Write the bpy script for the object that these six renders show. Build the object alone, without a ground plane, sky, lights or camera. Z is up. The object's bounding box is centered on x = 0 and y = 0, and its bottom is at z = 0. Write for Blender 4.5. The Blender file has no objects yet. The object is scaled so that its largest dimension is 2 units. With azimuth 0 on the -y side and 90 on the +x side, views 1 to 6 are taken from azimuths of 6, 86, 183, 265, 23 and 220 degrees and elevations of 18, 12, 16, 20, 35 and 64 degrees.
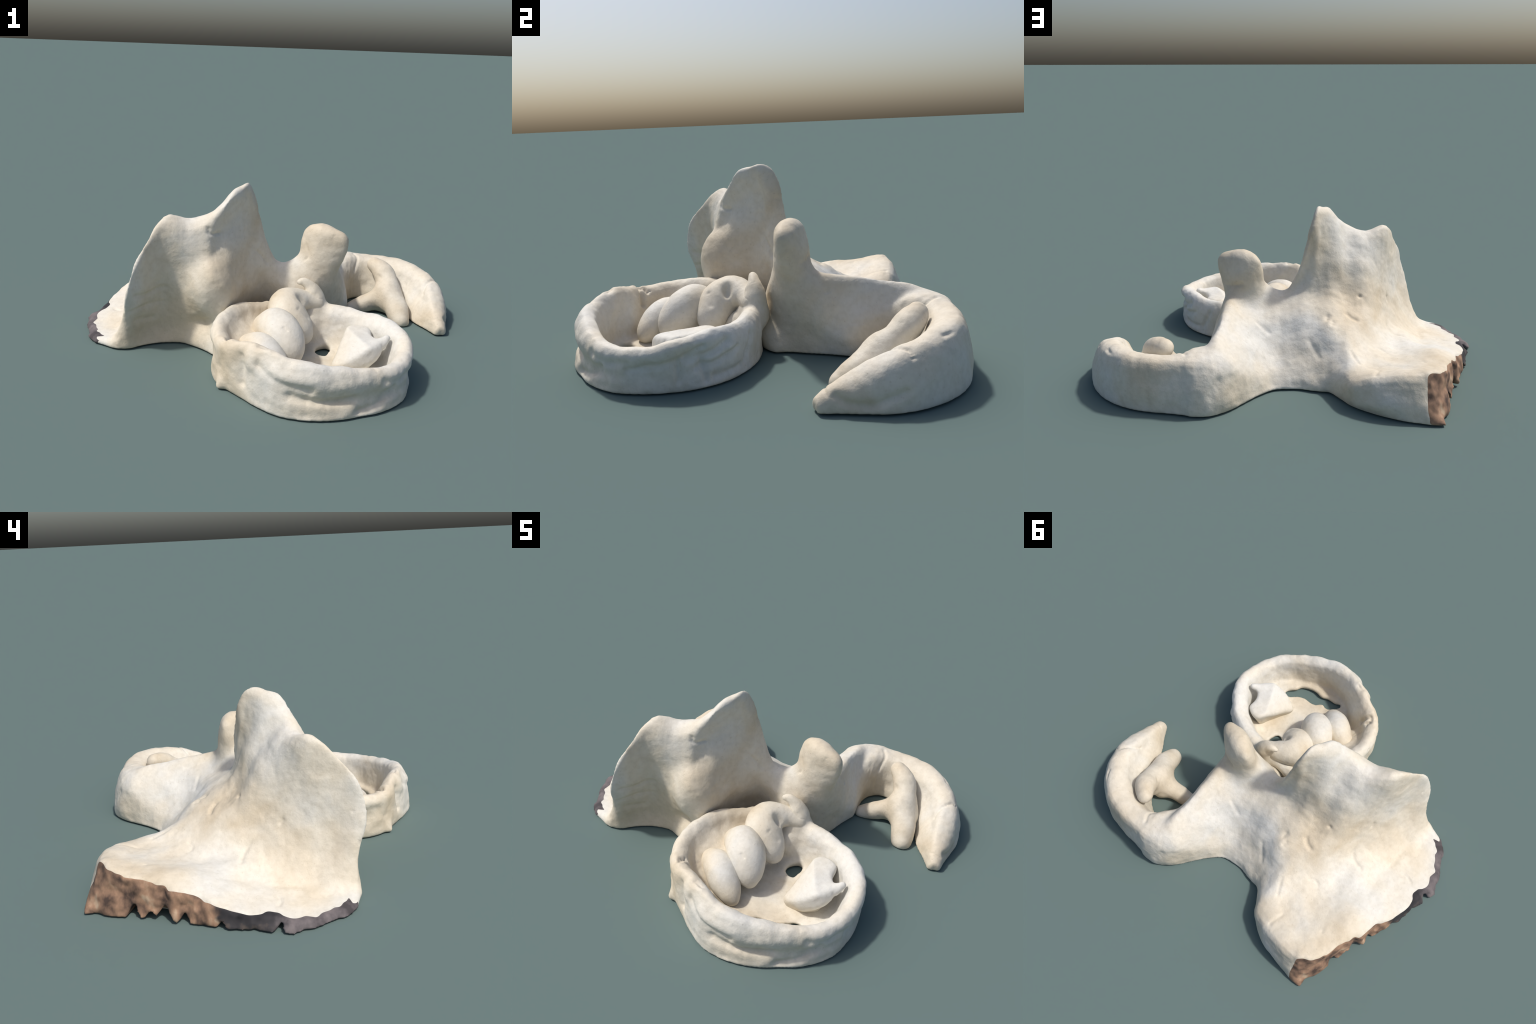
import bpy, math
import numpy as np

H = 0.0068            # voxel size of the implicit clay surface
rng = np.random.default_rng(7)

# ------------------------------------------------------------------ noise
_perm = rng.permutation(256).astype(np.int64)
_grad = rng.normal(size=(256, 3)); _grad /= np.linalg.norm(_grad, axis=1)[:, None]

def noise(P, scale=1.0, seed=0.0):
    """gradient noise, roughly -0.6..0.6"""
    p = P * scale + seed * 17.31
    i = np.floor(p).astype(np.int64); f = p - i
    w = f * f * f * (f * (f * 6 - 15) + 10)
    out = np.zeros(len(P))
    for dx in (0, 1):
        for dy in (0, 1):
            for dz in (0, 1):
                h = _perm[(i[:, 0] + dx) & 255]
                h = _perm[(h + i[:, 1] + dy) & 255]
                h = _perm[(h + i[:, 2] + dz) & 255]
                g = (_grad[h] * (f - (dx, dy, dz))).sum(1)
                out += g * np.where(dx, w[:, 0], 1 - w[:, 0]) * np.where(dy, w[:, 1], 1 - w[:, 1]) * np.where(dz, w[:, 2], 1 - w[:, 2])
    return out

# ------------------------------------------------------------------ small helpers
def smin(a, b, k):
    h = np.clip(0.5 + 0.5 * (b - a) / k, 0, 1)
    return b + (a - b) * h - k * h * (1 - h)

def smax(a, b, k):
    return -smin(-a, -b, k)

def sstep(a, b, x):
    t = np.clip((x - a) / (b - a), 0, 1)
    return t * t * (3 - 2 * t)

def catmull(pts, n, closed=False):
    """n samples per span of a Catmull-Rom curve"""
    p = np.asarray(pts, float)
    if closed:
        q = np.vstack([p[-1], p, p[0], p[1]]); m = len(p)
    else:
        q = np.vstack([2 * p[0] - p[1], p, 2 * p[-1] - p[-2]]); m = len(p) - 1
    t = np.linspace(0, 1, n, endpoint=False)[:, None]
    out = []
    for i in range(m):
        a, b, c, d = q[i:i + 4]
        out.append(0.5 * (2 * b + (c - a) * t + (2 * a - 5 * b + 4 * c - d) * t ** 2 + (3 * b - a - 3 * c + d) * t ** 3))
    out = np.vstack(out)
    return out if closed else np.vstack([out, p[-1]])

def poly_sdf(P, poly):
    """signed distance of 2D points to one closed polygon"""
    d = np.full(len(P), 1e9); inside = np.zeros(len(P), bool)
    for a, b in zip(poly, np.roll(poly, -1, axis=0)):
        e = b - a; w = P - a
        t = np.clip((w @ e) / max(e @ e, 1e-12), 0, 1)
        q = w - t[:, None] * e
        d = np.minimum(d, (q * q).sum(1))
        c = (a[1] > P[:, 1]) != (b[1] > P[:, 1])
        with np.errstate(divide='ignore', invalid='ignore'):
            inside ^= c & (P[:, 0] < e[0] * (P[:, 1] - a[1]) / e[1] + a[0])
    return np.where(inside, -1, 1) * np.sqrt(d)

class Loft:
    """solid swept along a plan spine; every station has its own closed cross-section
    (n, z), n to the left of the direction of travel"""
    def __init__(self, spine, sections, closed=False, sub=4, csub=3, linear_spine=False):
        sec = np.asarray(sections, float)                    # station, point, 2
        S, N, _ = sec.shape
        flat = np.hstack([np.asarray(spine, float), sec.reshape(S, -1)])
        fine = catmull(flat, sub, closed)
        if linear_spine:                                     # plain interpolation between stations
            k = np.linspace(0, S - 1, (S - 1) * sub + 1)
            fine = np.stack([np.interp(k, np.arange(S), flat[:, j]) for j in range(flat.shape[1])], 1)
        self.sp = fine[:, :2]
        cs = fine[:, 2:].reshape(len(fine), N, 2)
        out = []
        for c in cs:
            q = catmull(c, csub)
            q[:, 1] = np.maximum(q[:, 1], 0)
            q[0, 1] = q[-1, 1] = -0.06
            out.append(q)
        self.cs = np.array(out); self.closed = closed

    def __call__(self, P):
        sp = self.sp; n = len(sp)
        segs = [(i, (i + 1) % n) for i in range(n if self.closed else n - 1)]
        best = np.full(len(P), 1e9); bi = np.zeros(len(P), int); bj = np.zeros(len(P), int)
        bt = np.zeros(len(P)); bn = np.zeros(len(P)); over = np.zeros(len(P))
        for i, j in segs:
            a, b = sp[i], sp[j]; e = b - a; L = np.hypot(*e); u = e / L
            w = P[:, :2] - a
            tr = (w @ u) / L; t = np.clip(tr, 0, 1)
            q = w - (t * L)[:, None] * u
            d = (q * q).sum(1)
            m = d < best - 1e-12
            best[m] = d[m]; bi[m] = i; bj[m] = j; bt[m] = t[m]
            side = w[:, 1] * u[0] - w[:, 0] * u[1]
            o = np.zeros(len(P))
            if not self.closed:
                if i == 0: o = np.maximum(o, -tr * L)
                if j == n - 1: o = np.maximum(o, (tr - 1) * L)
            dist = np.sqrt(np.maximum(d - o * o, 0))
            bn[m] = (np.sign(side) * dist)[m]; over[m] = o[m]
        t = bt[:, None]
        M = self.cs.shape[1]
        d = np.full(len(P), 1e9); inside = np.zeros(len(P), bool)
        x, y = bn, P[:, 2]
        ca, cb = self.cs[bi], self.cs[bj]
        prev = None
        for k in range(M + 1):
            cur = ca[:, k % M] * (1 - t) + cb[:, k % M] * t
            if prev is not None:
                ex, ey = cur[:, 0] - prev[:, 0], cur[:, 1] - prev[:, 1]
                wx, wy = x - prev[:, 0], y - prev[:, 1]
                s = np.clip((wx * ex + wy * ey) / np.maximum(ex * ex + ey * ey, 1e-12), 0, 1)
                d = np.minimum(d, (wx - s * ex) ** 2 + (wy - s * ey) ** 2)
                c = (prev[:, 1] > y) != (cur[:, 1] > y)
                ey2 = np.where(np.abs(ey) < 1e-12, 1e-12, ey)
                inside ^= c & (x < ex * wy / ey2 + prev[:, 0])
            prev = cur
        r = np.where(inside, -1, 1) * np.sqrt(d)
        return np.where(over > 0, np.maximum(r, over), r) if not self.closed else r

def tube(P, pts, k=0.0):
    """round swept tube through (x, y, z, radius) points"""
    q = catmull(pts, 5)
    d = np.full(len(P), 1e9)
    for a, b in zip(q[:-1], q[1:]):
        e = b[:3] - a[:3]; w = P - a[:3]
        t = np.clip((w @ e) / max(e @ e, 1e-12), 0, 1)
        d = np.minimum(d, np.linalg.norm(w - t[:, None] * e, axis=1) - (a[3] + (b[3] - a[3]) * t))
    return d

def ellipsoid(P, c, r, yaw=0.0):
    p = P - np.array(c); cs, sn = math.cos(yaw), math.sin(yaw)
    p = np.stack([p[:, 0] * cs + p[:, 1] * sn, -p[:, 0] * sn + p[:, 1] * cs, p[:, 2]], 1) / np.array(r)
    k0 = np.linalg.norm(p, axis=1); k1 = np.linalg.norm(p / np.array(r), axis=1)
    return k0 * (k0 - 1) / np.maximum(k1, 1e-9)

# ------------------------------------------------------------------ implicit surface -> mesh (surface nets)
def chunked(f, P, n=150000):
    return np.concatenate([f(P[i:i + n]) for i in range(0, len(P), n)])

def net(f, lo, hi, h=H):
    lo = np.array(lo, float); K = 4
    m = np.ceil((np.array(hi) - lo) / (h * K)).astype(int)
    ax = [lo[i] + h * K * (np.arange(m[i]) + (K - 1) / 2 / K) for i in range(3)]
    G = np.stack(np.meshgrid(*ax, indexing='ij'), -1).reshape(-1, 3)
    coarse = chunked(f, G)
    near = np.abs(coarse) < h * K * 2.2
    F = np.repeat(np.repeat(np.repeat(coarse.reshape(m), K, 0), K, 1), K, 2)
    mask = np.repeat(np.repeat(np.repeat(near.reshape(m), K, 0), K, 1), K, 2)
    I = np.argwhere(mask)
    F[mask] = chunked(f, lo + h * I)
    s = F < 0
    cells = np.zeros(np.array(F.shape) - 1, int)
    corners = [(a, b, c) for a in (0, 1) for b in (0, 1) for c in (0, 1)]
    sl = lambda c: tuple(slice(c[i], F.shape[i] - 1 + c[i]) for i in range(3))
    for c in corners: cells += s[sl(c)]
    act = (cells > 0) & (cells < 8)
    idx = np.argwhere(act)
    vid = -np.ones(act.shape, int); vid[act] = np.arange(len(idx))
    acc = np.zeros((len(idx), 3)); cnt = np.zeros(len(idx))
    for c in corners:
        for axis in range(3):
            if c[axis]: continue
            e = list(c); e[axis] = 1
            va = F[tuple((idx + c).T)]; vb = F[tuple((idx + e).T)]
            x = (va < 0) != (vb < 0)
            t = va[x] / (va[x] - vb[x])
            p = np.repeat(np.array(c, float)[None], x.sum(), 0); p[:, axis] = t
            acc[x] += p; cnt[x] += 1
    V = lo + h * (idx + acc / cnt[:, None])
    quads = []
    for axis in range(3):
        b, c = [(1, 2), (2, 0), (0, 1)][axis]
        a0 = [slice(None)] * 3; a1 = [slice(None)] * 3
        a0[axis] = slice(0, -1); a1[axis] = slice(1, None)
        x = s[tuple(a0)] != s[tuple(a1)]
        E = np.argwhere(x)
        E = E[(E[:, b] > 0) & (E[:, c] > 0) & (E[:, b] < F.shape[b] - 1) & (E[:, c] < F.shape[c] - 1)]
        db = np.zeros(3, int); db[b] = 1; dc = np.zeros(3, int); dc[c] = 1
        q = np.stack([vid[tuple((E - o).T)] for o in (0 * db, db, db + dc, dc)], 1)
        flip = ~s[tuple(E.T)]
        q[flip] = q[flip][:, ::-1]
        quads.append(q)
    Q = np.vstack(quads)
    return V, Q[(Q >= 0).all(1)]

def vnormals(V, Q):
    n = np.cross(V[Q[:, 2]] - V[Q[:, 0]], V[Q[:, 3]] - V[Q[:, 1]])
    N = np.zeros_like(V)
    for k in range(4): np.add.at(N, Q[:, k], n)
    return N / np.maximum(np.linalg.norm(N, axis=1), 1e-12)[:, None]

def relax(V, Q, it=2, lam=0.5):
    for _ in range(it):
        S = np.zeros_like(V); c = np.zeros(len(V))
        for k in range(4):
            np.add.at(S, Q[:, k], V[Q[:, (k + 1) % 4]] + V[Q[:, (k - 1) % 4]]); np.add.at(c, Q[:, k], 2)
        V = V + lam * (S / np.maximum(c, 1)[:, None] - V)
    return V

# finger marks, cracks and nicks: ([points], half width, depth)
CREASES = [
 ([(.99,.475,.18),(.925,.458,.205),(.89,.43,.19),(.858,.367,.14)], .008, .009),
 ([(.83,.66,.24),(.85,.60,.225)], .010, .007),
 ([(.46,.70,.25),(.485,.65,.24),(.47,.60,.18)], .008, .007),
 ([(.93,.165,.06),(.905,.155,.085),(.89,.17,.07)], .006, .004),
 ([(.955,.19,.07),(.985,.23,.045),(1.0,.31,.04),(1.0,.37,.06),(.995,.43,.08)], .016, .011),
 ([(-.50,.105,.17),(-.545,.148,.155),(-.60,.16,.14)], .009, .006),
 ([(-.79,.02,.08),(-.819,.018,.07),(-.85,.03,.07)], .008, .007),
 ([(-.19,.295,.29),(-.187,.315,.28)], .013, .009), ([(-.215,.33,.27),(-.21,.345,.265)], .011, .007),
 ([(-.29,.25,.285),(-.313,.27,.272),(-.335,.275,.26)], .012, .008),
 ([(-.359,.142,.343)], .010, .010), ([(-.526,-.033,.283),(-.53,-.02,.27)], .010, .007),
 ([(-.075,.01,.45),(-.05,.044,.416),(-.02,.06,.37)], .009, .007),
 ([(-.30,-.16,.60),(-.299,-.154,.575),(-.26,-.12,.57)], .010, .010),
 ([(.18,.10,.47),(.19,.07,.42),(.16,.06,.40)], .008, .005),
 ([(.34,.15,.40),(.30,.19,.41),(.25,.20,.42)], .012, .005),
 ([(-.42,.62,.17),(-.40,.70,.17)], .010, .005), ([(-.30,.48,.19),(-.34,.56,.17)], .010, .005),
 ([(-.10,.40,.2),(-.14,.47,.15)], .014, .005), ([(.10,.36,.23),(.16,.33,.27)], .012, .005),
 ([(.30,.78,.16),(.34,.80,.1)], .02, .006),
 ([(-.50,-.24,.30),(-.57,-.29,.28),(-.62,-.34,.29)], .014, .009), ([(-.52,-.22,.22),(-.60,-.29,.22),(-.65,-.34,.21)], .012, .007),
 ([(-.55,-.25,.14),(-.62,-.31,.15)], .014, .007),
 # bowl
 ([(-.15,-.55,.16),(-.125,-.60,.215),(-.10,-.585,.21),(-.07,-.57,.15)], .012, 0.021),
 ([(.02,-.71,.26),(.05,-.715,.265)], .016, 0.012),
 ([(.67,-.26,.17),(.69,-.40,.12),(.69,-.48,.11),(.66,-.55,.10)], .014, 0.013),
 ([(.69,-.36,.12),(.69,-.36,.05)], .012, 0.013), ([(.60,-.17,.17),(.64,-.24,.14),(.68,-.33,.13)], .016, 0.015),
 ([(.66,-.27,.11),(.65,-.26,.03)], .014, 0.013), ([(.57,-.13,.13),(.63,-.21,.10),(.67,-.29,.09)], .012, 0.012),
 ([(.47,-.08,.15),(.52,-.10,.06)], .014, 0.012), ([(.56,-.11,.05),(.64,-.22,.04)], .014, 0.012),
 ([(-.06,-.70,.20),(-.05,-.71,.08)], .022, 0.015), ([(.02,-.75,.19),(.12,-.81,.15),(.24,-.83,.13)], .02, 0.013), ([(.45,-.77,.03),(.53,-.74,.05),(.60,-.67,.09)], .018, 0.015),
 ([(.55,-.70,.14),(.62,-.63,.12),(.66,-.55,.13)], .016, 0.011),
 ([(.16,-.83,.10),(.30,-.80,.075),(.42,-.77,.085)], .018, 0.015),
 ([(.50,-.42,.10),(.545,-.40,.15)], .008, 0.006),
 # knuckles and strut
 ([(.105,-.44,.235),(.12,-.445,.225)], .008, .005), ([(.155,-.24,.235),(.19,-.235,.19)], .010, .006),
 ([(.60,.47,.20),(.66,.45,.17)], .010, .004),
]

def crease_dist(V, N, pts):
    p = np.array(pts, float)
    if len(p) == 1: p = np.vstack([p, p + 1e-4])
    p = catmull(p, 4) if len(p) > 2 else p
    best = np.full(len(V), 1e9)
    near = ((V > p.min(0) - .12) & (V < p.max(0) + .12)).all(1)
    v, n = V[near], N[near]
    for a, b in zip(p[:-1], p[1:]):
        e = b - a
        t = np.clip(((v - a) @ e) / (e @ e), 0, 1)
        w = v - a - t[:, None] * e
        h = (w * n).sum(1)
        r = np.linalg.norm(w - h[:, None] * n, axis=1)
        best[near] = np.minimum(best[near], np.where(np.abs(h) < .03, r, 1e9))
    return best

def roughen(V, Q, amp):
    """thumb-pressed lumps, tool marks and fine grain along the normals"""
    N = vnormals(V, Q)
    d = 0.009 * noise(V, 6, 1) + 0.0075 * noise(V, 12, 2) + 0.0025 * noise(V, 26, 7) + 0.001 * noise(V, 44, 3)
    for pts, w, dep in CREASES:
        d -= dep / max(amp, .1) * np.exp(-(crease_dist(V, N, pts) / w) ** 2)
    # scattered little dents
    k = noise(V, 19, 5)
    d -= 0.004 * sstep(0.47, 0.58, k)
    keep = sstep(0.0, 0.03, V[:, 2])
    return V + N * (d * amp * keep)[:, None]

# ------------------------------------------------------------------ objects
def new_mesh(name, V, Q, mat, parent=None, normals=None):
    me = bpy.data.meshes.new(name)
    me.from_pydata(V.tolist(), [], Q.tolist() if hasattr(Q, 'tolist') else Q)
    me.materials.append(mat)
    me.polygons.foreach_set('use_smooth', np.ones(len(me.polygons), bool))
    if normals is not None:
        me.normals_split_custom_set_from_vertices(normals.tolist())
    me.update()
    ob = bpy.data.objects.new(name, me)
    bpy.context.scene.collection.objects.link(ob)
    if parent: ob.parent = parent
    return ob

def split(V, Q, label, names, mat, parent):
    """cut one smooth surface into named regions that keep the common normals"""
    N = vnormals(V, Q)
    for k, nm in enumerate(names):
        q = Q[label == k]
        if len(q) == 0: continue
        u, inv = np.unique(q, return_inverse=True)
        new_mesh(nm, V[u], inv.reshape(q.shape), mat[k] if isinstance(mat, list) else mat, parent, N[u])

# ------------------------------------------------------------------ materials
def clay_material():
    m = bpy.data.materials.new('pale_clay'); m.use_nodes = True
    nt = m.node_tree; N = nt.nodes; L = nt.links
    b = N['Principled BSDF']; b.inputs['Roughness'].default_value = 0.6
    b.inputs['Specular IOR Level'].default_value = 0.3
    tc = N.new('ShaderNodeTexCoord')
    def nz(scale, detail=4, rough=0.55, dist=0.0):
        t = N.new('ShaderNodeTexNoise'); t.inputs['Scale'].default_value = scale
        t.inputs['Detail'].default_value = detail; t.inputs['Roughness'].default_value = rough
        t.inputs['Distortion'].default_value = dist
        L.new(tc.outputs['Object'], t.inputs['Vector']); return t.outputs['Fac']
    def ramp(src, stops):
        r = N.new('ShaderNodeValToRGB'); e = r.color_ramp.elements
        while len(e) < len(stops): e.new(0.5)
        for el, (p, c) in zip(e, stops): el.position = p; el.color = (*c, 1)
        L.new(src, r.inputs['Fac']); return r.outputs['Color']
    def mix(a, bb, f, kind='MIX'):
        x = N.new('ShaderNodeMix'); x.data_type = 'RGBA'; x.blend_type = kind
        if isinstance(f, float): x.inputs[0].default_value = f
        else: L.new(f, x.inputs[0])
        L.new(a, x.inputs[6]); L.new(bb, x.inputs[7]); return x.outputs[2]
    base = ramp(nz(2.6, 3, 0.5, 0.4), [(0.34, (0.61, 0.525, 0.395)), (0.5, (0.69, 0.635, 0.53)), (0.66, (0.68, 0.668, 0.62))])  # clay darkened overall, a compromise between sunlit tops and shaded sides
    fine = ramp(nz(38, 6, 0.62), [(0.3, (0.88, 0.87, 0.85)), (0.6, (1.0, 1.0, 1.0))])
    col = mix(base, fine, 0.8, 'MULTIPLY')
    sp = ramp(nz(90, 2, 0.5), [(0.66, (1, 1, 1)), (0.74, (0.80, 0.76, 0.70))])
    col = mix(col, sp, 0.5, 'MULTIPLY')
    L.new(col, b.inputs['Base Color'])
    bump = N.new('ShaderNodeBump'); bump.inputs['Strength'].default_value = 0.35; bump.inputs['Distance'].default_value = 0.006
    L.new(nz(60, 5, 0.6), bump.inputs['Height']); L.new(bump.outputs['Normal'], b.inputs['Normal'])
    return m

CLAY = clay_material()

def torn_material():
    """rough broken edge: rusty brown, ochre and near-black blotches, violet grey at the outer end"""
    m = bpy.data.materials.new('torn_backing'); m.use_nodes = True
    nt = m.node_tree; N = nt.nodes; L = nt.links
    b = N['Principled BSDF']; b.inputs['Roughness'].default_value = 0.85
    tc = N.new('ShaderNodeTexCoord')
    mp = N.new('ShaderNodeMapping'); mp.inputs['Scale'].default_value = (1, 1, .75)
    L.new(tc.outputs['Object'], mp.inputs['Vector'])
    def ramp(scale, stops, detail=4):
        t = N.new('ShaderNodeTexNoise'); t.inputs['Scale'].default_value = scale; t.inputs['Detail'].default_value = detail
        L.new(mp.outputs['Vector'], t.inputs['Vector'])
        r = N.new('ShaderNodeValToRGB'); e = r.color_ramp.elements
        while len(e) < len(stops): e.new(.5)
        for el, (p, c) in zip(e, stops): el.position = p; el.color = (*c, 1)
        L.new(t.outputs['Fac'], r.inputs['Fac']); return r.outputs['Color']
    brown = ramp(17, [(.32, (.07, .045, .035)), (.45, (.22, .135, .09)), (.58, (.36, .22, .14)), (.7, (.48, .36, .25))], 6)
    dark = ramp(9, [(.40, (.018, .017, .02)), (.55, (.04, .037, .04)), (.70, (.16, .12, .09))], 5)
    # along the edge (y): brown for the inner part, dark blotch and violet grey for the outer part
    sx = N.new('ShaderNodeSeparateXYZ'); L.new(tc.outputs['Object'], sx.inputs[0])
    violet = ramp(14, [(.35, (.055, .047, .05)), (.5, (.115, .10, .104)), (.65, (.18, .155, .155))], 5)
    wob = N.new('ShaderNodeTexNoise'); wob.inputs['Scale'].default_value = 12; wob.inputs['Detail'].default_value = 4
    L.new(tc.outputs['Object'], wob.inputs['Vector'])
    ad = N.new('ShaderNodeMath'); ad.operation = 'MULTIPLY_ADD'; ad.inputs[1].default_value = .22
    L.new(wob.outputs['Fac'], ad.inputs[0]); L.new(sx.outputs['Y'], ad.inputs[2])
    prev = brown
    for lo, hi, c in ((.43, .36, dark), (.20, .12, violet)):
        mr = N.new('ShaderNodeMapRange'); mr.inputs[1].default_value = lo; mr.inputs[2].default_value = hi; mr.interpolation_type = 'SMOOTHSTEP'
        L.new(ad.outputs[0], mr.inputs[0])
        x = N.new('ShaderNodeMix'); x.data_type = 'RGBA'; L.new(mr.outputs[0], x.inputs[0]); L.new(prev, x.inputs[6]); L.new(c, x.inputs[7])
        prev = x.outputs[2]
    L.new(prev, b.inputs['Base Color'])
    return m

TORN_MAT = torn_material()

root = bpy.data.objects.new('clay_sculpture', None)
bpy.context.scene.collection.objects.link(root)
root['label'] = 'off-white hand modelled clay form with wing, curled arm and round bowl'
root['category'] = 'clay sculpture'

# ------------------------------------------------------------------ body: sections across x, each (y, z)
# order: back ground, back wall, back edge, top a, top b, wing foot, wing inner, wing high, rim,
#        front high, front upper, front mid, bulge low, recess, front ground
BODY = {
 -1.02: [(.86,0),(.83,.08),(.79,.17),(.5,.11),(.33,.08),(.165,.055),(.0,.035),(-.12,.03),(-.25,.025),(-.28,.022),(-.295,.02),(-.3,.015),(-.3,.01),(-.3,.005),(-.3,0)],
 -0.85: [(.86,0),(.83,.1),(.79,.2),(.52,.145),(.35,.12),(.165,.08),(.0,.055),(-.12,.04),(-.25,.035),(-.28,.03),(-.295,.025),(-.3,.02),(-.3,.012),(-.3,.006),(-.3,0)],
 -0.75: [(.85,0),(.82,.07),(.78,.20),(.6,.175),(.39,.165),(.17,.095),(0,.06),(-.12,.045),(-.26,.05),(-.31,.05),(-.325,.045),(-.335,.035),(-.34,.025),(-.34,.012),(-.34,0)],
 -0.70: [(.85,0),(.82,.07),(.775,.205),(.6,.18),(.39,.17),(.17,.095),(0,.065),(-.15,.065),(-.29,.14),(-.325,.145),(-.33,.125),(-.335,.09),(-.34,.06),(-.34,.03),(-.345,0)],
 -0.65: [(.85,0),(.82,.07),(.77,.215),(.62,.185),(.39,.16),(.13,.105),(-.04,.10),(-.22,.165),(-.355,.34),(-.385,.32),(-.36,.24),(-.335,.17),(-.32,.1),(-.32,.05),(-.33,0)],
 -0.60: [(.835,0),(.82,.08),(.76,.21),(.62,.185),(.38,.145),(.1,.13),(-.06,.16),(-.21,.275),(-.305,.495),(-.355,.46),(-.335,.33),(-.30,.22),(-.28,.13),(-.27,.06),(-.29,0)],
 -0.52: [(.815,0),(.81,.09),(.755,.205),(.60,.168),(.35,.135),(.14,.157),(.0,.25),(-.085,.41),(-.15,.64),(-.24,.6),(-.25,.43),(-.222,.28),(-.21,.17),(-.21,.08),(-.25,0)],
 -0.40: [(.755,0),(.78,.075),(.725,.175),(.55,.145),(.37,.18),(.22,.265),(.12,.355),(.03,.5),(-.085,.635),(-.19,.595),(-.22,.46),(-.235,.33),(-.23,.2),(-.215,.1),(-.22,0)],
 -0.30: [(.69,0),(.71,.05),(.69,.135),(.5,.175),(.38,.235),(.265,.28),(.15,.355),(.055,.52),(-.085,.67),(-.17,.63),(-.205,.5),(-.275,.35),(-.265,.2),(-.20,.1),(-.26,0)],
 -0.25: [(.63,0),(.64,.06),(.595,.12),(.47,.175),(.37,.25),(.275,.295),(.155,.375),(.075,.55),(-.045,.705),(-.14,.68),(-.14,.54),(-.265,.37),(-.275,.21),(-.25,.1),(-.32,0)],
 -0.20: [(.57,0),(.565,.06),(.535,.105),(.45,.175),(.365,.265),(.28,.305),(.16,.39),(.08,.58),(.0,.76),(-.11,.742),(-.07,.585),(-.205,.39),(-.27,.22),(-.24,.1),(-.33,0)],
 -0.16: [(.565,0),(.55,.055),(.515,.1),(.44,.17),(.36,.255),(.27,.31),(.16,.385),(.1,.565),(.05,.772),(-.06,.765),(-.02,.59),(-.11,.40),(-.19,.24),(-.09,.12),(-.2,0)],
 -0.12: [(.56,0),(.54,.05),(.5,.09),(.43,.165),(.36,.24),(.28,.3),(.165,.37),(.125,.55),(.10,.755),(.015,.765),(.035,.6),(-.01,.42),(-.06,.28),(.02,.13),(-.03,0)],
 -0.06: [(.55,0),(.52,.05),(.48,.095),(.42,.16),(.36,.23),(.28,.295),(.19,.345),(.13,.42),(.14,.54),(.09,.545),(.035,.43),(.03,.33),(.06,.22),(.09,.1),(.05,0)],
 0.00: [(.55,0),(.52,.05),(.48,.085),(.41,.15),(.35,.215),(.28,.285),(.2,.33),(.145,.37),(.125,.395),(.09,.385),(.06,.34),(.055,.27),(.08,.18),(.09,.1),(.05,0)],
 0.07: [(.565,0),(.53,.05),(.49,.09),(.4,.15),(.34,.215),(.27,.285),(.2,.325),(.15,.35),(.12,.365),(.09,.355),(.06,.32),(.04,.26),(.04,.17),(.04,.09),(.02,0)],
 0.15: [(.635,0),(.61,.06),(.57,.11),(.46,.165),(.37,.22),(.29,.275),(.22,.32),(.17,.375),(.13,.41),(.09,.39),(.05,.34),(.015,.27),(.0,.18),(.01,.08),(.0,0)],
 0.25: [(.75,0),(.745,.1),(.71,.2),(.6,.24),(.45,.265),(.34,.295),(.25,.325),(.2,.37),(.15,.42),(.08,.42),(.05,.36),(.035,.28),(.04,.2),(.04,.1),(.0,0)],
 0.33: [(.805,0),(.80,.1),(.745,.22),(.66,.275),(.55,.305),(.42,.325),(.32,.335),(.24,.345),(.17,.36),(.1,.34),(.085,.29),(.10,.2),(.12,.12),(.11,.06),(.11,0)],
 0.385: [(.81,0),(.80,.1),(.75,.22),(.67,.262),(.60,.25),(.5,.21),(.40,.215),(.32,.235),(.25,.25),(.21,.22),(.20,.18),(.215,.13),(.24,.08),(.25,.04),(.26,0)],
 0.425: [(.81,0),(.80,.1),(.75,.22),(.68,.25),(.635,.235),(.58,.17),(.52,.11),(.45,.085),(.40,.08),(.36,.08),(.34,.07),(.34,.05),(.345,.03),(.345,.01),(.345,0)],
}
xs = sorted(BODY)
_body = Loft([(x, 0.0) for x in xs], [BODY[x] for x in xs], sub=4, csub=4)

# broken left edge of the slab (ground line)
TORN = np.array([(-.60,1.0),(-.655,.86),(-.70,.845),(-.735,.76),(-.755,.66),(-.80,.54),(-.885,.31),(-.925,.22),(-.955,.11),(-1.0,-.01),(-.97,-.10),(-.93,-.2),(-.88,-.29),(-.81,-.335),(-.74,-.37),(-.6,-.6),(1.2,-.6),(1.2,1.0)])
# wedge-shaped gaps in the lower lip of the broken edge: (x, y, half width, height)
GAPS = [(-.765,.63,.030,.055),(-.795,.555,.035,.035),(-.818,.50,.05,.062),(-.845,.425,.026,.04),(-.90,.27,.02,.03),(-.975,.05,.018,.03)]

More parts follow.
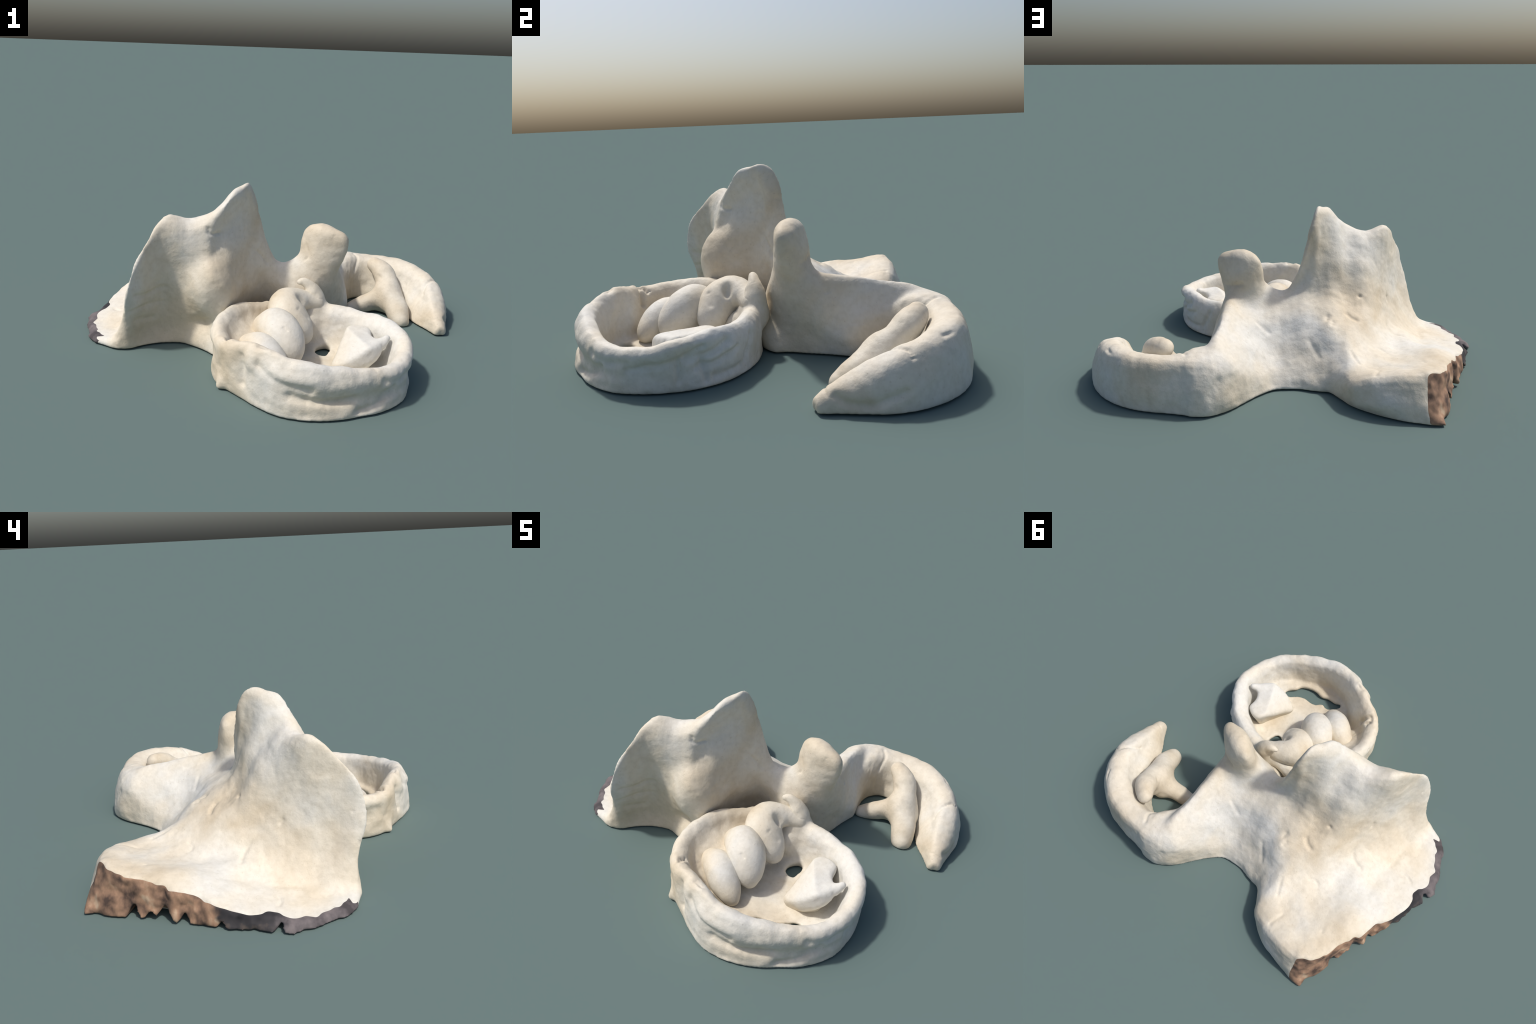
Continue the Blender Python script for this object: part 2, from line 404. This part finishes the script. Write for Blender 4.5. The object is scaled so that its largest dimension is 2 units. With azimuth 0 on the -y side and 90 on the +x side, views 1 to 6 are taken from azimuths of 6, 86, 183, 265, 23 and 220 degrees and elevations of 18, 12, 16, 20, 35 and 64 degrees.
ARM_SPINE = [(.31,.62),(.40,.66),(.52,.67),(.67,.645),(.79,.56),(.865,.425),(.885,.295),(.907,.185),(.922,.122)]
ARM = [
 [(.10,0),(.10,.1),(.09,.17),(.05,.20),(0,.21),(-.1,.2),(-.13,.16),(-.15,.1),(-.15,0)],
 [(.15,0),(.145,.12),(.11,.225),(.05,.255),(-.02,.262),(-.08,.245),(-.115,.18),(-.12,.1),(-.125,0)],
 [(.13,0),(.125,.12),(.09,.235),(.04,.252),(-.01,.24),(-.04,.19),(-.055,.12),(-.065,.05),(-.07,0)],
 [(.13,0),(.125,.12),(.09,.235),(.03,.25),(-.03,.22),(-.06,.165),(-.09,.095),(-.11,.04),(-.12,0)],
 [(.135,0),(.125,.12),(.085,.22),(.03,.238),(-.02,.21),(-.05,.155),(-.09,.09),(-.12,.04),(-.13,0)],
 [(.13,0),(.12,.1),(.08,.185),(.03,.21),(-.012,.195),(-.05,.135),(-.09,.08),(-.115,.03),(-.125,0)],
 [(.105,0),(.10,.07),(.072,.128),(.025,.155),(-.015,.15),(-.04,.11),(-.07,.065),(-.09,.03),(-.1,0)],
 [(.06,0),(.056,.045),(.04,.08),(.015,.097),(-.008,.096),(-.025,.08),(-.04,.05),(-.05,.02),(-.052,0)],
 [(.036,0),(.034,.02),(.024,.04),(.008,.05),(-.004,.05),(-.016,.042),(-.026,.028),(-.032,.012),(-.034,0)],
]
_arm = Loft(ARM_SPINE, ARM, sub=4, csub=3)

def torn_cut(P):
    return poly_sdf(P[:, :2], TORN) + (.14 + .35 * sstep(.66, .8, P[:, 1])) * np.clip(P[:, 2], 0, .3) + .45 * sstep(.25, .0, P[:, 1]) * np.clip(P[:, 2], 0, .06) - .5 * np.clip(P[:, 2] - .07, 0, 1) * sstep(.1, .0, P[:, 1]) + 0.024 * noise(P * [1, 1, .7], 15, 8) + .012 * noise(P, 34, 12) + .006

def body_sdf(P):
    d = _body(P)
    d = smax(d, torn_cut(P), 0.016)
    for gx, gy, w, h in GAPS:
        # direction along the broken edge is roughly (-.4, -.92)
        q = P - (gx, gy, 0); u = q[:, 0] * -.4 + q[:, 1] * -.92; t = np.abs(q[:, 0] * -.92 + q[:, 1] * .4) - .09
        d = np.maximum(d, -np.maximum(np.maximum((np.abs(u) / w + P[:, 2] / h - 1) * min(w, h) * .7, t), -1))
    ky, kz = (P[:, 0] - .275), (P[:, 2] - .50)
    knob = smin(smax(ellipsoid(P, (.272, .115, .49), (.134, .062, .14), math.radians(-24)), P[:, 2] - .588 + .14 * np.abs(P[:, 0] - .25), .05),
                ellipsoid(P, (.255, .13, .36), (.10, .075, .15), math.radians(-12)), 0.06)
    d = smin(d, knob, 0.045)
    arm = _arm(P)
    d = smin(d, arm, 0.04)
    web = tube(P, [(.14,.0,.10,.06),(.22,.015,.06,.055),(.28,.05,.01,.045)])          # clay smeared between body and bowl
    web = np.minimum(web, tube(P, [(-.32,-.17,.02,.08),(-.21,-.235,.03,.09),(-.10,-.30,.03,.085)]))
    d = smin(d, web, .06)
    d = smin(d, ellipsoid(P, (-.27, -.19, .31), (.10, .095, .13)), .05)            # fat lobe on the bowl side of the wing
    return smax(d, -P[:, 2], 0.006)

V, Q = net(lambda P: body_sdf(P) + .0028, (-1.03, -.45, -.02), (1.03, .90, .84))
V = relax(V, Q, 2); V = roughen(V, Q, 1.0); V[:, 2] = np.maximum(V[:, 2], 0)
C = V[Q].mean(1)
lab = np.zeros(len(Q), int)                                   # slab
lab[(C[:, 0] > -.2) & (C[:, 0] <= .36)] = 1                    # saddle
lab[(C[:, 0] < -.03) & (C[:, 2] > .28 + .25 * np.clip(C[:, 1], -.3, .5)) | ((C[:, 0] < -.03) & (C[:, 1] < -.0) & (C[:, 0] > -.66) & (C[:, 2] > .2 + .3 * C[:, 1]))] = 2   # wing
lab[(C[:, 0] > .12) & (C[:, 2] > .40) & (C[:, 0] < .45)] = 3   # knob
lab[(C[:, 0] > .36) & (C[:, 2] < .40)] = 4                     # arm
tc = torn_cut(C) ; nz_ = vnormals(V, Q)[Q].mean(1)
outer = sstep(.2, .05, C[:, 1]) * sstep(-.33, -.24, C[:, 1])
rag = .012 * noise(C, 30, 11)
lab[(C[:, 2] < np.where(C[:, 1] < .2, .075, 1)) & (tc + rag > -.016 - .016 * outer) & (C[:, 0] < -.62) & (C[:, 1] > -.30) & (C[:, 1] < .87) & ((nz_[:, 2] < .6 + .5 * outer) | (C[:, 2] < .12) & (C[:, 1] > .5))] = 5     # broken edge
for gx, gy, w, h in GAPS:
    lab[(np.hypot(C[:, 0] - gx, C[:, 1] - gy) < .11) & (nz_[:, 2] < .3) & (tc > -.09) & (C[:, 2] < h)] = 5
edge = np.zeros(len(V), bool); other = edge.copy()
edge[np.unique(Q[lab == 5])] = True; other[np.unique(Q[lab != 5])] = True
B = edge & other
for _ in range(8):                                            # iron the stair steps out of the seam
    S = np.zeros_like(V); c = np.zeros(len(V))
    for k in range(4):
        i, j = Q[:, k], Q[:, (k + 1) % 4]; m = B[i] & B[j]
        np.add.at(S, i[m], V[j[m]]); np.add.at(c, i[m], 1); np.add.at(S, j[m], V[i[m]]); np.add.at(c, j[m], 1)
    m = B & (c > 0)
    V[m] += .5 * (S[m] / c[m][:, None] - V[m])
split(V, Q, lab, ['slab', 'saddle', 'wing', 'knob', 'arm', 'torn_edge'], [CLAY] * 5 + [TORN_MAT], root)

# ------------------------------------------------------------------ strut lying in the crook of the arm
def strut_sdf(P):
    a = tube(P, [(.585, .585, .225, .046), (.625, .545, .205, .058), (.66, .48, .155, .062), (.665, .41, .10, .068), (.705, .33, .055, .066), (.72, .258, .008, .055)])
    b = tube(P, [(.655, .43, .09, .06), (.59, .425, .065, .054), (.52, .415, .035, .050), (.455, .405, .005, .044)])
    c = tube(P, [(.66, .49, .10, .06), (.71, .43, .03, .06), (.62, .46, .04, .05)])
    return smax(smin(smin(a, b, .06), c, .04), -P[:, 2], .004)
V, Q = net(strut_sdf, (.36, .15, -.02), (.84, .70, .32))
V = relax(V, Q, 2); V = roughen(V, Q, 1.0); V[:, 2] = np.maximum(V[:, 2], 0)
new_mesh('strut', V, Q, CLAY, root, vnormals(V, Q))

# ------------------------------------------------------------------ bowl
# rim crest (x, y, z) counter-clockwise seen from above, with outward foot offset
RIM = [(.26,-.05,.205,.035),(.16,-.052,.212,.03),(.08,-.05,.20,.03),(.01,-.055,.198,.03),(-.04,-.10,.215,.03),(-.09,-.16,.236,.03),(-.145,-.23,.243,.03),(-.185,-.325,.243,.03),(-.20,-.45,.222,.02),
       (-.165,-.565,.22,.03),(-.11,-.625,.237,.03),(-.03,-.675,.26,.045),(.05,-.722,.26,.062),(.14,-.764,.245,.074),(.24,-.782,.23,.068),(.33,-.762,.216,.07),(.42,-.73,.20,.064),
       (.52,-.683,.186,.056),(.61,-.60,.172,.045),(.655,-.49,.18,.03),(.667,-.40,.20,.02),(.648,-.31,.22,.025),(.59,-.22,.22,.04),(.50,-.14,.212,.045),(.39,-.083,.21,.045)]
def wall(x, y, h, f):
    # travel is counter-clockwise: left of it (+n) is the inside of the bowl
    u = sstep(.0, .25, x) * sstep(-.55, -.68, y)                      # undercut fold on the front
    w = 1 - .45 * sstep(-.1, .1, x) * sstep(-.5, -.65, y)              # thinner wall there
    return [(-f,0),(-f+.002+.006*u,.045),(-f+.004+.022*u,h*.42),(-f*.9-.006+.016*u,h*.68),(-.034,h*.88),(-.006,h+.003),(.034,h*.95),(.034+.022*w,h*.78),(.034+.036*w,h*.52),(.034+.054*w,h*.28),(.034+.085*w,.03),(.16,.02),(.2,0)]
_wall = Loft([(r[0], r[1]) for r in RIM], [wall(*r) for r in RIM], closed=True, sub=3, csub=3)
FLOOR = catmull([(r[0], r[1]) for r in RIM], 3, True)
HOLE = catmull([(.461,-.531),(.454,-.556),(.42,-.59),(.402,-.621),(.357,-.644),(.309,-.653),(.26,-.642),(.215,-.656),(.166,-.654),(.137,-.668),(.126,-.645),(.162,-.601),(.197,-.594),(.223,-.602),(.257,-.575),(.293,-.568),(.336,-.571),(.385,-.553),(.43,-.522)], 3, True)
HOLE2 = catmull([(.258,-.235),(.262,-.195),(.298,-.165),(.328,-.178),(.326,-.22),(.304,-.258)], 3, True)

def bowl_sdf(P):
    d = _wall(P)
    fl = np.maximum(poly_sdf(P[:, :2], FLOOR), P[:, 2] - .02)
    d = smin(d, fl, .03)
    d = smax(d, -poly_sdf(P[:, :2], HOLE), .012)
    d = smax(d, -np.maximum(poly_sdf(P[:, :2], HOLE2), P[:, 2] - .1), .012)
    bank = tube(P, [(-.12,-.50,.05,.07),(-.11,-.33,.08,.09),(-.02,-.22,.06,.09),(.10,-.15,.07,.075),(.2,-.12,.1,.06)])
    d = smin(d, bank, .06)
    d = smin(d, tube(P, [(-.04,-.46,.03,.07),(.0,-.38,.055,.08),(.03,-.30,.075,.085),(.07,-.22,.085,.08)]), .05)     # bed the knuckles grow out of
    hook = tube(P, [(.232, -.048, .15, .07), (.232, -.046, .23, .052), (.218, -.044, .292, .036), (.18, -.045, .318, .026), (.152, -.05, .316, .018)])
    d = smin(d, hook, .035)
    spur = tube(P, [(-.13,-.605,.05,.03),(-.158,-.632,.012,.016)])
    d = smin(d, spur, .03)
    return smax(d, -P[:, 2], .005)
V, Q = net(lambda P: bowl_sdf(P) + .0015, (-.30, -.92, -.02), (.78, .06, .38))
V = relax(V, Q, 2); V = roughen(V, Q, 1.45); V[:, 2] = np.maximum(V[:, 2], 0)
C = V[Q].mean(1)
lab = ((C[:, 2] > .235) & (C[:, 1] > -.12) & (C[:, 0] > .1)).astype(int)
split(V, Q, lab, ['bowl', 'hook'], CLAY, root)

LOBES = [
 [(.245,-.065,.215,.042),(.175,-.085,.232,.054),(.10,-.14,.226,.084),(.112,-.20,.19,.093),(.16,-.232,.148,.076),(.19,-.247,.118,.05)],
 [(.01,-.285,.16,.068),(.06,-.315,.178,.089),(.102,-.365,.16,.092),(.134,-.412,.124,.072),(.155,-.44,.095,.042)],
 [(-.05,-.42,.112,.062),(.0,-.455,.124,.074),(.046,-.497,.103,.074),(.09,-.53,.074,.058),(.118,-.55,.056,.037)],
]
for k, t in enumerate(LOBES):
    def f(P, t=t, k=k):
        d = tube(P, t)
        d = smin(d, tube(P, [(p[0] - .05, p[1] + .045, .03, p[3] * .8) for p in t[1:4]]), .05)
        if k == 0: d = smax(d, -ellipsoid(P, (.178, -.165, .275), (.03, .022, .05)), .02)
        return smax(d, -P[:, 2] + .003, .004)
    a = np.array(t)
    V, Q = net(f, a[:, :3].min(0) - .14, a[:, :3].max(0) + .14)
    V = relax(V, Q, 2); V = roughen(V, Q, .45)
    new_mesh('knuckle' if k == 0 else 'knuckle.%03d' % k, V, Q, CLAY, root, vnormals(V, Q))

WEDGE = catmull([(.325,-.44),(.345,-.37),(.385,-.25),(.42,-.205),(.475,-.205),(.525,-.245),(.53,-.31),(.55,-.36),(.545,-.43),(.50,-.475),(.42,-.485),(.355,-.47)], 3, True)
def wedge_sdf(P):
    top = np.minimum(.046 + .73 * (P[:, 0] - .327) + .323 * (P[:, 1] + .445) + .018 - .25 * np.maximum(P[:, 0] - .47, 0), .178)
    d = smax(poly_sdf(P[:, :2], WEDGE) + .30 * np.maximum(top - P[:, 2], 0), (P[:, 2] - top) * .85, .03)
    d = smax(d, -ellipsoid(P, (.57, -.285, .215), (.05, .05, .06)), .04)
    prong = tube(P, [(.44,-.44,.08,.042),(.50,-.43,.115,.040),(.55,-.392,.155,.028),(.583,-.362,.182,.019)])
    return smax(smin(d, prong, .025), -P[:, 2] + .003, .004)
V, Q = net(wedge_sdf, (.26, -.54, -.02), (.66, -.14, .26))
V = relax(V, Q, 2); V = roughen(V, Q, .6)
new_mesh('wedge', V, Q, CLAY, root, vnormals(V, Q))
